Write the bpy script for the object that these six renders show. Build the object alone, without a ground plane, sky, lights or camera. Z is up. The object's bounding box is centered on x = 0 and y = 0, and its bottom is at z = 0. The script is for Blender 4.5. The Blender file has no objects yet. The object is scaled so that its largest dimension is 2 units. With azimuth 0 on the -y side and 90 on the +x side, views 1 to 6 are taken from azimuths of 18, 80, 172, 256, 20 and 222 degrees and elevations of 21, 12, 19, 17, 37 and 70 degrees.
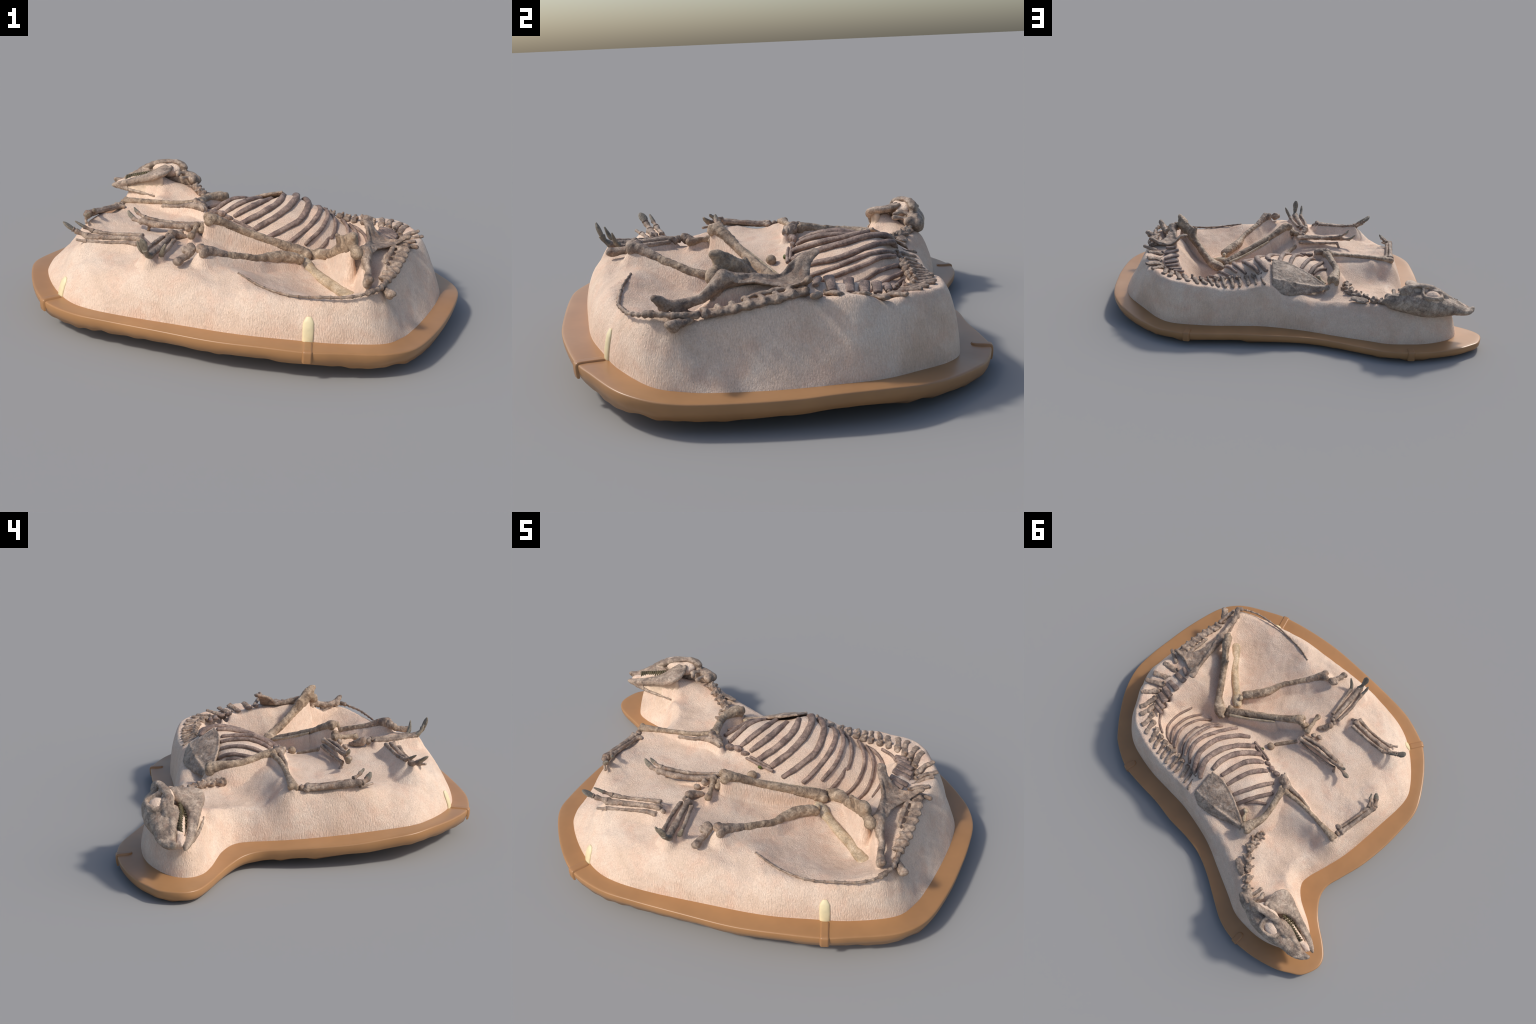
"""A fossil skeleton of a small hoofed mammal, lying on its side on a sculpted
pale rock mound, which stands on a caramel coloured base plate with straps."""
import bpy, bmesh, math
import numpy as np
from mathutils import Vector
from mathutils.geometry import delaunay_2d_cdt

RNG = np.random.default_rng(7)

# ------------------------------------------------------------------ materials
def new_mat(name):
    m = bpy.data.materials.new(name)
    m.use_nodes = True
    nt = m.node_tree
    for n in list(nt.nodes):
        nt.nodes.remove(n)
    out = nt.nodes.new("ShaderNodeOutputMaterial")
    b = nt.nodes.new("ShaderNodeBsdfPrincipled")
    nt.links.new(b.outputs[0], out.inputs[0])
    return m, nt, b

def noise_node(nt, coord, scale, detail=5, rough=.55, stretch=None, dist=0.0):
    if stretch is not None:
        mp = nt.nodes.new("ShaderNodeMapping")
        mp.inputs["Scale"].default_value = stretch
        nt.links.new(coord, mp.inputs[0])
        coord = mp.outputs[0]
    n = nt.nodes.new("ShaderNodeTexNoise")
    n.inputs["Scale"].default_value = scale
    n.inputs["Detail"].default_value = detail
    n.inputs["Roughness"].default_value = rough
    n.inputs["Distortion"].default_value = dist
    nt.links.new(coord, n.inputs["Vector"])
    return n.outputs[0]

def ramp(nt, fac, stops):
    r = nt.nodes.new("ShaderNodeValToRGB")
    e = r.color_ramp.elements
    while len(e) < len(stops):
        e.new(.5)
    for el, (p, c) in zip(e, stops):
        el.position = p
        el.color = (*c, 1) if len(c) == 3 else c
    nt.links.new(fac, r.inputs[0])
    return r.outputs[0]

def mix(nt, fac, a, b, mode='MIX'):
    n = nt.nodes.new("ShaderNodeMix")
    n.data_type = 'RGBA'
    n.blend_type = mode
    for sock, v in ((n.inputs[0], fac), (n.inputs[6], a), (n.inputs[7], b)):
        if isinstance(v, (int, float)):
            sock.default_value = v
        elif isinstance(v, tuple):
            sock.default_value = (*v, 1)
        else:
            nt.links.new(v, sock)
    return n.outputs[2]

def bump(nt, b, height, strength, dist=.002, prev=None):
    n = nt.nodes.new("ShaderNodeBump")
    n.inputs["Strength"].default_value = strength
    n.inputs["Distance"].default_value = dist
    nt.links.new(height, n.inputs["Height"])
    if prev is not None:
        nt.links.new(prev, n.inputs["Normal"])
    nt.links.new(n.outputs[0], b.inputs["Normal"])
    return n.outputs[0]

def coords(nt):
    return nt.nodes.new("ShaderNodeTexCoord").outputs["Object"]

def mat_rock():
    m, nt, b = new_mat("pale_rock_matrix")
    c = coords(nt)
    big = noise_node(nt, c, 5.5, 5, .6, dist=.4)
    base = ramp(nt, big, [(.30, (.76, .555, .41)), (.48, (.88, .67, .515)), (.66, (.93, .745, .59))])  # rock tone lightened and warmed partway to the sunlight baked into the scan
    pink = noise_node(nt, c, 11, 4, .6)
    base = mix(nt, ramp(nt, pink, [(.48, (0, 0, 0)), (.68, (.6, .6, .6))]), base, (.84, .555, .40))  # peach mottling: orange staining plus a tint of the hollows' baked light
    grey = noise_node(nt, c, 8, 6, .65, dist=.8)
    base = mix(nt, ramp(nt, grey, [(.55, (0, 0, 0)), (.75, (.5, .5, .5))]), base, (.66, .52, .43))
    fine = noise_node(nt, c, 170, 4, .7)
    streak = noise_node(nt, c, 1.0, 4, .6, stretch=(170, 170, 42), dist=.5)
    base = mix(nt, .5, base, ramp(nt, streak, [(.34, (.84, .81, .78)), (.56, (1, 1, 1))]), 'MULTIPLY')
    base = mix(nt, .8, base, ramp(nt, fine, [(.30, (.80, .78, .76)), (.62, (1, 1, 1))]), 'MULTIPLY')
    spk = noise_node(nt, c, 75, 3, .7)
    base = mix(nt, ramp(nt, spk, [(.66, (0, 0, 0)), (.76, (.5, .5, .5))]), base, (.42, .34, .28))
    nt.links.new(base, b.inputs["Base Color"])
    b.inputs["Roughness"].default_value = .72
    b.inputs["Specular IOR Level"].default_value = .3
    strands = noise_node(nt, c, 1.0, 4, .65, stretch=(200, 200, 48), dist=.5)
    p = bump(nt, b, strands, .95, .0055)
    bump(nt, b, noise_node(nt, c, 260, 3, .6), .25, .002, p)
    return m

def mat_bone(name, cols, speck=(.36, .19, .10), amount=.5, rough=.5):
    """cols: dark, mid, light."""
    m, nt, b = new_mat(name)
    c = coords(nt)
    n1 = noise_node(nt, c, 20, 8, .7, dist=.6)
    base = ramp(nt, n1, [(.36, cols[0]), (.50, cols[1]), (.63, cols[2])])
    n2 = noise_node(nt, c, 34, 6, .65)
    base = mix(nt, ramp(nt, n2, [(.52, (0, 0, 0)), (.68, (amount,) * 3)]), base, speck)
    n3 = noise_node(nt, c, 150, 5, .75)
    base = mix(nt, .75, base, ramp(nt, n3, [(.34, (.5, .47, .46)), (.54, (1.1, 1.1, 1.1))]), 'MULTIPLY')
    nt.links.new(base, b.inputs["Base Color"])
    b.inputs["Roughness"].default_value = rough
    b.inputs["Specular IOR Level"].default_value = .45
    p = bump(nt, b, noise_node(nt, c, 95, 7, .7), .9, .005)
    bump(nt, b, noise_node(nt, c, 320, 3, .6), .4, .0015, p)
    return m

def mat_plain(name, col, var=.12, rough=.42, scale=9):
    m, nt, b = new_mat(name)
    c = coords(nt)
    n = noise_node(nt, c, scale, 5, .6)
    d = tuple(v * (1 - var) for v in col)
    l = tuple(min(1, v * (1 + var)) for v in col)
    nt.links.new(ramp(nt, n, [(.35, d), (.65, l)]), b.inputs["Base Color"])
    b.inputs["Roughness"].default_value = rough
    bump(nt, b, noise_node(nt, c, 60, 4, .6), .12, .002)
    return m

ROCK = mat_rock()
BONE_GREY = mat_bone("grey_fossil_bone", ((.15, .106, .078), (.30, .218, .160), (.51, .385, .285)))
BONE_TAN = mat_bone("tan_fossil_bone", ((.175, .120, .080), (.35, .25, .165), (.56, .42, .29)), amount=.25)
BONE_RIB = mat_bone("rib_fossil_bone", ((.14, .094, .074), (.255, .176, .136), (.42, .295, .225)), speck=(.22, .10, .09), amount=.3)
BONE_PALE = mat_bone("pale_fossil_bone", ((.36, .27, .17), (.52, .40, .265), (.64, .51, .36)), speck=(.52, .33, .15))
BONE_SKULL = mat_bone("skull_fossil_bone", ((.18, .132, .098), (.355, .266, .196), (.57, .44, .33)), speck=(.32, .19, .13))
BONE_BLADE = mat_bone("pale_grey_blade_bone", ((.20, .148, .112), (.38, .285, .212), (.58, .45, .345)), amount=.4)
HOOF = mat_bone("hoof_fossil", ((.16, .135, .10), (.245, .205, .15), (.36, .30, .22)), amount=.1)
TOOTH = mat_bone("dark_tooth_enamel", ((.045, .034, .014), (.09, .07, .028), (.16, .125, .06)), speck=(.05, .03, .01), rough=.35)
BASE = mat_plain("caramel_base_paint", (.385, .195, .078), .07, .36, 5)
STRAP = mat_plain("caramel_strap_paint", (.36, .18, .072), .08, .36, 8)
TAN_FILL = mat_plain("tan_jaw_filling", (.60, .45, .32), .15, .7, 25)
MOSS = mat_plain("green_stain", (.10, .11, .02), .3, .6, 60)
CLIP = mat_plain("cream_clip", (.74, .63, .38), .08, .5, 20)

# ------------------------------------------------------------------ scene tree
ROOT = bpy.data.objects.new("fossil_skeleton_mount", None)
bpy.context.collection.objects.link(ROOT)
ROOT["label"] = "pale rock mound with dark fossil skeleton on caramel base"
ROOT["category"] = "fossil exhibit"

def add_mesh(name, verts, faces, mat, parent=None, smooth=True, auto=None):
    me = bpy.data.meshes.new(name)
    me.from_pydata([tuple(map(float, v)) for v in verts], [], [tuple(map(int, f)) for f in faces])
    me.validate()
    bm = bmesh.new(); bm.from_mesh(me)
    bmesh.ops.recalc_face_normals(bm, faces=bm.faces)
    bm.to_mesh(me); bm.free()
    me.polygons.foreach_set("use_smooth", [smooth] * len(me.polygons))
    me.materials.append(mat)
    ob = bpy.data.objects.new(name, me)
    bpy.context.collection.objects.link(ob)
    ob.parent = parent or ROOT
    return ob

# ------------------------------------------------------------------ math tools
def vnoise(p, scale, seed=0):
    """smooth value noise in -1..1 on an (n,3) array"""
    q = np.asarray(p, float) * scale + seed * 17.31
    i = np.floor(q).astype(np.int64); f = q - i
    f = f * f * (3 - 2 * f)
    def h(ix, iy, iz):
        n = (ix * 73856093) ^ (iy * 19349663) ^ (iz * 83492791) ^ (seed * 2654435)
        n = (n ^ (n >> 13)) * 1274126177
        n = (n ^ (n >> 16)) & 0xFFFFFF
        return n / float(0xFFFFFF) * 2 - 1
    r = 0
    for dx in (0, 1):
        for dy in (0, 1):
            for dz in (0, 1):
                w = (f[:, 0] if dx else 1 - f[:, 0]) * (f[:, 1] if dy else 1 - f[:, 1]) * (f[:, 2] if dz else 1 - f[:, 2])
                r = r + w * h(i[:, 0] + dx, i[:, 1] + dy, i[:, 2] + dz)
    return r

def fbm(p, scale, octs=3, seed=0):
    a = 0; g = 1.0
    for k in range(octs):
        a = a + g * vnoise(p, scale * 2 ** k, seed + k); g *= .5
    return a

def spline(P, n, closed=False):
    """centripetal-ish Catmull-Rom through control rows P (any width), n samples"""
    P = np.asarray(P, float)
    if len(P) == 2 and not closed:
        t = np.linspace(0, 1, n)[:, None]
        return P[0] * (1 - t) + P[1] * t
    if closed:
        Q = np.vstack([P[-1], P, P[0], P[1]]); m = len(P)
    else:
        Q = np.vstack([2 * P[0] - P[1], P, 2 * P[-1] - P[-2]]); m = len(P) - 1
    d = np.linalg.norm(np.diff(Q[1:m + 2, :3], axis=0), axis=1)
    cum = np.r_[0, np.cumsum(d)]
    s = np.linspace(0, cum[-1], n, endpoint=not closed)
    k = np.clip(np.searchsorted(cum, s, side='right') - 1, 0, m - 1)
    t = ((s - cum[k]) / np.maximum(d[k], 1e-9))[:, None]
    a, b, c, e = Q[k], Q[k + 1], Q[k + 2], Q[k + 3]
    return .5 * ((2 * b) + (c - a) * t + (2 * a - 5 * b + 4 * c - e) * t ** 2 + (3 * b - a - 3 * c + e) * t ** 3)

class TPS:
    """thin plate surface z(x,y) through control points"""
    def __init__(self, pts, reg=1e-4):
        P = np.asarray(pts, float); self.xy = P[:, :2]; n = len(P)
        A = np.zeros((n + 3, n + 3))
        A[:n, :n] = self.k(np.linalg.norm(P[:, None, :2] - P[None, :, :2], axis=2)) + np.eye(n) * reg
        A[:n, n] = 1; A[:n, n + 1:] = P[:, :2]; A[n, :n] = 1; A[n + 1:, :n] = P[:, :2].T
        self.w = np.linalg.solve(A, np.r_[P[:, 2], 0, 0, 0])
    @staticmethod
    def k(r):
        return np.where(r > 0, r * r * np.log(np.maximum(r, 1e-9)), 0)
    def __call__(self, x, y):
        x = np.atleast_1d(np.asarray(x, float)); y = np.atleast_1d(np.asarray(y, float))
        out = np.empty(len(x)); n = len(self.xy)
        for a in range(0, len(x), 20000):
            xx, yy = x[a:a + 20000], y[a:a + 20000]
            r = np.hypot(xx[:, None] - self.xy[:, 0], yy[:, None] - self.xy[:, 1])
            out[a:a + 20000] = self.k(r) @ self.w[:n] + self.w[n] + self.w[n + 1] * xx + self.w[n + 2] * yy
        return out

def poly_dist(P, xy):
    """distance to polyline segments P (m,2 open); returns dist, index, t"""
    a, b = P[:-1], P[1:]
    ab = b - a; L = np.maximum((ab ** 2).sum(1), 1e-12)
    D = np.empty(len(xy)); I = np.empty(len(xy), int); Tt = np.empty(len(xy))
    for s in range(0, len(xy), 8000):
        q = xy[s:s + 8000]
        t = np.clip(((q[:, None] - a) * ab).sum(2) / L, 0, 1)
        d = ((a + t[..., None] * ab - q[:, None]) ** 2).sum(2)
        i = d.argmin(1); r = np.arange(len(q))
        D[s:s + 8000] = np.sqrt(d[r, i]); I[s:s + 8000] = i; Tt[s:s + 8000] = t[r, i]
    return D, I, Tt

def inside(P, xy):
    x, y = xy[:, 0], xy[:, 1]; r = np.zeros(len(xy), bool)
    for (x0, y0), (x1, y1) in zip(P, np.roll(P, -1, 0)):
        if y0 == y1:
            continue
        c = ((y0 > y) != (y1 > y)) & (x < (x1 - x0) * (y - y0) / (y1 - y0) + x0)
        r ^= c
    return r

# ------------------------------------------------------------------ bone shapes
SUPPORT = []      # (polyline xyz, half width, slope): rock is heaped up under these bones

def tube_geo(P, n_len=None, n_round=14, seed=0, rough=.06, up=(0, 0, 1), cap=1.0):
    """loft with elliptic sections. rows: x,y,z,half_width,half_height"""
    P = np.asarray([tuple(p) + (p[3],) if len(p) == 4 else p for p in P], float)
    L = np.linalg.norm(np.diff(P[:, :3], axis=0), axis=1).sum()
    n_len = n_len or int(np.clip(L / .006, 8, 70))
    S = spline(P, n_len)
    T = np.gradient(S[:, :3], axis=0); T /= np.linalg.norm(T, axis=1)[:, None]
    up = np.asarray(up, float)
    rows = [(S[k, :3], T[k], S[k, 3], S[k, 4]) for k in range(n_len)]
    def capped(first):
        c, t, w, h = rows[0] if first else rows[-1]
        sgn = -1 if first else 1
        out = []
        for a in (.35, .62, .82, .95):
            out.append((c + sgn * t * cap * min(w, h) * a, t, w * math.sqrt(1 - a * a), h * math.sqrt(1 - a * a)))
        return out
    rows = capped(True)[::-1] + rows + capped(False)
    V = []; ang = np.linspace(0, 2 * math.pi, n_round, endpoint=False)
    for c, t, w, h in rows:
        s = np.cross(t, up); nrm = np.linalg.norm(s)
        s = s / nrm if nrm > .05 else np.array([1., 0, 0])
        u = np.cross(s, t)
        V.append(c + np.outer(np.cos(ang) * w, s) + np.outer(np.sin(ang) * h, u))
    V = np.vstack(V); m = len(rows)
    F = []
    for i in range(m - 1):
        for j in range(n_round):
            k = (j + 1) % n_round
            F.append((i * n_round + j, i * n_round + k, (i + 1) * n_round + k, (i + 1) * n_round + j))
    F.append(tuple(range(n_round))[::-1]); F.append(tuple(range((m - 1) * n_round, m * n_round)))
    if rough:
        C = np.repeat(np.array([r[0] for r in rows]), n_round, 0)
        R = np.repeat(np.array([max(min(r[2], r[3]), .003) for r in rows]), n_round)
        d = V - C; ln = np.maximum(np.linalg.norm(d, axis=1), 1e-6)
        k = 1 + rough * (1.1 * vnoise(V, 22, seed) + .9 * vnoise(V, 70, seed + 3) + .7 * vnoise(V, 170, seed + 5))
        V = C + d * k[:, None]
    return V, F

def bone(name, P, mat, parent=None, support=None, seed=None, **kw):
    seed = seed if seed is not None else int(RNG.integers(0, 999))
    if name == "phalanx":       # waisted, with swollen joints
        A = np.array([p if len(p) == 5 else tuple(p) + (p[3],) for p in P], float)
        A = spline(A, 5); A[:, 3:] *= np.array([1.15, .92, .78, .95, 1.2])[:, None]; A[1:-1, :3] = A[1:-1, :3]
        P = [tuple(r) for r in A]
        kw = dict(kw, n_len=12, cap=.35)
    V, F = tube_geo(P, seed=seed, **kw)
    if support:
        SUPPORT.append((np.array([p[:3] for p in P], float), max(np.mean([p[3] for p in P]), .008), support))
    return add_mesh(name, V, F, mat, parent)

def ellipsoid_geo(c, r, n=14, axis=None):
    V = []; F = []
    R = np.eye(3)
    if axis is not None:
        a = np.asarray(axis, float); a /= np.linalg.norm(a)
        b = np.cross([0, 0, 1], a); nb = np.linalg.norm(b)
        b = b / nb if nb > .05 else np.array([0, 1., 0])
        R = np.array([a, b, np.cross(a, b)]).T
    m = n // 2 + 1
    for i in range(m + 1):
        th = math.pi * i / m
        for j in range(n):
            ph = 2 * math.pi * j / n
            v = np.array([r[0] * math.cos(th), r[1] * math.sin(th) * math.cos(ph), r[2] * math.sin(th) * math.sin(ph)])
            V.append(np.asarray(c) + R @ v)
    for i in range(m):
        for j in range(n):
            k = (j + 1) % n
            F.append((i * n + j, i * n + k, (i + 1) * n + k, (i + 1) * n + j))
    return np.array(V), F

def plate_geo(outline, thick, spacing=.008, edge=.012, extra=(), normal=(0, 0, 1), lift=None):
    """thin curved bone blade: outline (xyz) seen along z, filled, given thickness that thins to its edge"""
    O = np.asarray(outline, float)
    L = np.linalg.norm(np.diff(np.vstack([O, O[:1]])[:, :3], axis=0), axis=1).sum()
    O = spline(O, int(L / spacing), closed=True)
    surf = TPS(np.vstack([O[::2], np.asarray(extra, float).reshape(-1, 3)]), 1e-6)
    lo, hi = O[:, :2].min(0), O[:, :2].max(0)
    gx, gy = np.meshgrid(np.arange(lo[0], hi[0], spacing), np.arange(lo[1], hi[1], spacing))
    g = np.c_[gx.ravel(), gy.ravel()]
    g = g[inside(O[:, :2], g)]
    ring = np.vstack([O[:, :2], O[:1, :2]])
    d, _, _ = poly_dist(ring, g); g = g[d > spacing * .55]; d = d[d > spacing * .55]
    pts = np.vstack([O[:, :2], g]); dist = np.r_[np.zeros(len(O)), d]
    n0 = len(O)
    vo, _, fo, *_ = delaunay_2d_cdt([Vector(p) for p in pts], [(i, (i + 1) % n0) for i in range(n0)], [], 1, 1e-7)
    vo = np.array([tuple(v) for v in vo])
    d2, _, _ = poly_dist(ring, vo)
    z = surf(vo[:, 0], vo[:, 1])
    if lift is not None:
        z = z + lift(vo, d2)
    th = thick * np.sqrt(np.clip(d2 / edge, 0.04, 1))
    eps = 1e-3
    nx = -(surf(vo[:, 0] + eps, vo[:, 1]) - surf(vo[:, 0] - eps, vo[:, 1])) / (2 * eps)
    ny = -(surf(vo[:, 0], vo[:, 1] + eps) - surf(vo[:, 0], vo[:, 1] - eps)) / (2 * eps)
    N = np.c_[nx, ny, np.ones(len(nx))]; N /= np.linalg.norm(N, axis=1)[:, None]
    C = np.c_[vo, z]
    top = C + N * th[:, None] * .5; bot = C - N * th[:, None] * .5
    V = np.vstack([top, bot]); n = len(vo)
    F = [tuple(f) for f in fo] + [tuple(i + n for i in f[::-1]) for f in fo]
    # close the rim: edges used once
    cnt = {}
    for f in fo:
        for a, b in zip(f, list(f[1:]) + [f[0]]):
            cnt[(min(a, b), max(a, b))] = cnt.get((min(a, b), max(a, b)), 0) + 1
    F += [(a, b, b + n, a + n) for (a, b), k in cnt.items() if k == 1]
    return V, F

def fused(name, parts, mat, voxel=.004, smooth=3, parent=None, rough=.0015, seed=0, rscale=60):
    """weld several closed pieces into one skin (voxel remesh), soften and roughen"""
    V = []; F = []; o = 0
    for v, f in parts:
        V.append(np.asarray(v)); F += [tuple(i + o for i in q) for q in f]; o += len(v)
    ob = add_mesh(name, np.vstack(V), F, mat, parent)
    md = ob.modifiers.new("weld", 'REMESH'); md.mode = 'VOXEL'; md.voxel_size = voxel
    if smooth:
        ms = ob.modifiers.new("soften", 'SMOOTH'); ms.factor = .5; ms.iterations = smooth
    dg = bpy.context.evaluated_depsgraph_get()
    me = bpy.data.meshes.new_from_object(ob.evaluated_get(dg))
    ob.modifiers.clear()
    old = ob.data; ob.data = me; bpy.data.meshes.remove(old)
    me.name = name
    n = len(me.vertices); co = np.empty(n * 3); me.vertices.foreach_get("co", co); co = co.reshape(-1, 3)
    no = np.empty(n * 3); me.vertices.foreach_get("normal", no); no = no.reshape(-1, 3)
    if rough:
        co = co + no * (rough * fbm(co, rscale, 3, seed))[:, None]
        me.vertices.foreach_set("co", co.ravel())
    me.polygons.foreach_set("use_smooth", [True] * len(me.polygons))
    me.materials.clear(); me.materials.append(mat)
    me.update()
    return ob

T = tube_geo
E = ellipsoid_geo

def long_bone(name, P, mat, support=None, seed=None, ends=(1, 1), voxel=.0034, rough=.0016):
    """shaft with a pair of knuckles at each flared end"""
    seed = seed if seed is not None else int(RNG.integers(0, 999))
    parts = [T(P, seed=seed, rough=.05, cap=.5)]
    A = np.array([p[:3] for p in P], float)
    for e, (a, b) in zip(ends, ((0, 1), (-1, -2))):
        if not e:
            continue
        c = A[a]; d = A[a] - A[b]; d /= np.linalg.norm(d)
        sd = np.cross(d, [0, 0, 1]); n = np.linalg.norm(sd)
        sd = sd / n if n > .1 else np.array([1., 0, 0])
        u = np.cross(sd, d)
        w, h = P[a][3], P[a][4] if len(P[a]) > 4 else P[a][3]
        for q in (-1, 1):
            parts.append(E(c + sd * q * w * .62 + u * h * .12 * q, (h * .85 * e, w * .52 * e, h * 1.02 * e), n=12, axis=d))
        parts.append(E(c - d * w * .5 + u * h * .55, (w * .6, w * .4, h * .5), n=10, axis=d))
    ob = fused(name, parts, mat, voxel=voxel, smooth=2, rough=rough, seed=seed, rscale=75)
    if support:
        SUPPORT.append((A, max(np.mean([p[3] for p in P]), .008), support))
    return ob

# ------------------------------------------------------------------ base plate
BASE_RIM = [(.853,-.653,.111),(.784,-.705,.117),(.661,-.761,.125),(.550,-.803,.128),(.384,-.833,.137),(.188,-.851,.142),(-.040,-.843,.142),(-.249,-.828,.138),(-.406,-.807,.133),(-.540,-.757,.130),(-.625,-.700,.136),(-.715,-.595,.141),(-.792,-.470,.142),(-.830,-.375,.135),(-.836,-.278,.125),(-.830,-.116,.109),(-.806,.045,.101),(-.767,.175,.090),(-.740,.269,.083),(-.753,.344,.075),(-.800,.412,.062),(-.856,.463,.056),(-.930,.519,.055),(-.987,.578,.054),(-1.0,.641,.056),(-.963,.723,.057),(-.907,.762,.057),(-.834,.799,.058),(-.717,.830,.058),(-.603,.842,.060),(-.508,.834,.060),(-.415,.804,.058),(-.302,.738,.056),(-.188,.670,.055),(-.070,.618,.056),(.047,.595,.060),(.189,.586,.066),(.324,.563,.067),(.470,.552,.067),(.607,.532,.067),(.732,.468,.065),(.796,.411,.069),(.878,.308,.076),(.950,.188,.090),(.990,.060,.104),(.995,-.073,.106),(.986,-.204,.100),(.969,-.345,.099),(.937,-.494,.099),(.904,-.584,.104)]
THICK = .042
for _i, _p in enumerate(BASE_RIM):
    _f = min(1, max(0, (-.25 - _p[1]) / .35)) * min(1, max(0, (.5 - _p[0]) / .3))
    BASE_RIM[_i] = (_p[0], _p[1], _p[2] - .010 * _f)
RIM = spline(BASE_RIM, 420, closed=True)
ZB = TPS([p for p in BASE_RIM] + [(0, .1, .092), (.4, -.1, .10), (-.4, -.3, .112), (.5, .2, .088), (-.4, .55, .068)], 5e-4)

def build_base():
    n = len(RIM)
    nxt, prv = np.roll(RIM, -1, 0), np.roll(RIM, 1, 0)
    t = (nxt - prv)[:, :2]; t /= np.linalg.norm(t, axis=1)[:, None]
    out = np.c_[t[:, 1], -t[:, 0]]
    if (out * (RIM[:, :2] - RIM[:, :2].mean(0))).sum() < 0:
        out = -out
    s = np.linspace(0, 1, n, endpoint=False)
    P3 = np.c_[RIM[:, :2] * 1.0, np.zeros(n)]
    ragged = .006 * vnoise(P3, 9, 5) + .004 * vnoise(P3, 26, 8)
    front = np.clip((-.1 - RIM[:, 1]) / .5, 0, 1)
    back = np.clip((RIM[:, 1] - .3) / .2, 0, 1)
    rings = []
    for inset, dz in ((.030, .0), (.010, .0), (.0035, -.0008), (.0010, -.0025), (.0, -.0055), (.001, -.020), (.003, -.030)):
        rings.append(np.c_[RIM[:, :2] - out * inset, RIM[:, 2] + dz])
    bot = RIM[:, 2] - THICK + .006 * back - .012 * front - .004 + ragged * (.35 + 1.0 * front) * (1 - .7 * back)
    rings.append(np.c_[RIM[:, :2] - out * (.010 + .006 * front[:, None]), np.maximum(bot, 0.002)])
    V = np.vstack(rings); F = []
    for r in range(len(rings) - 1):
        for j in range(n):
            k = (j + 1) % n
            F.append((r * n + j, r * n + k, (r + 1) * n + k, (r + 1) * n + j))
    # top and bottom fills
    def fill(ring_index, zfun):
        nonlocal V
        ring = V[ring_index * n:(ring_index + 1) * n]
        gx, gy = np.meshgrid(np.arange(-1, 1, .045), np.arange(-.9, .9, .045))
        g = np.c_[gx.ravel(), gy.ravel()]; g = g[inside(ring[:, :2], g)]
        d, _, _ = poly_dist(np.vstack([ring[:, :2], ring[:1, :2]]), g); g = g[d > .02]
        pts = np.vstack([ring[:, :2], g])
        vo, _, fo, ov, *_ = delaunay_2d_cdt([Vector(p) for p in pts], [(i, (i + 1) % n) for i in range(n)], [], 1, 1e-7)
        o = len(V); idx = []; add = []
        for i, v in enumerate(vo):
            src = [q for q in ov[i] if q < n]
            if src:
                idx.append(ring_index * n + src[0])
            else:
                idx.append(o + len(add)); add.append((v[0], v[1], 0))
        add = np.array(add); add[:, 2] = zfun(add[:, 0], add[:, 1])
        V = np.vstack([V, add])
        return [tuple(idx[q] for q in f) for f in fo]
    F += fill(0, lambda x, y: ZB(x, y))
    F += fill(len(rings) - 1, lambda x, y: np.maximum(ZB(x, y) - THICK - .022, 0.0))
    return add_mesh("base_plate", V, F, BASE), out

base_obj, RIM_OUT = build_base()

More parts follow.
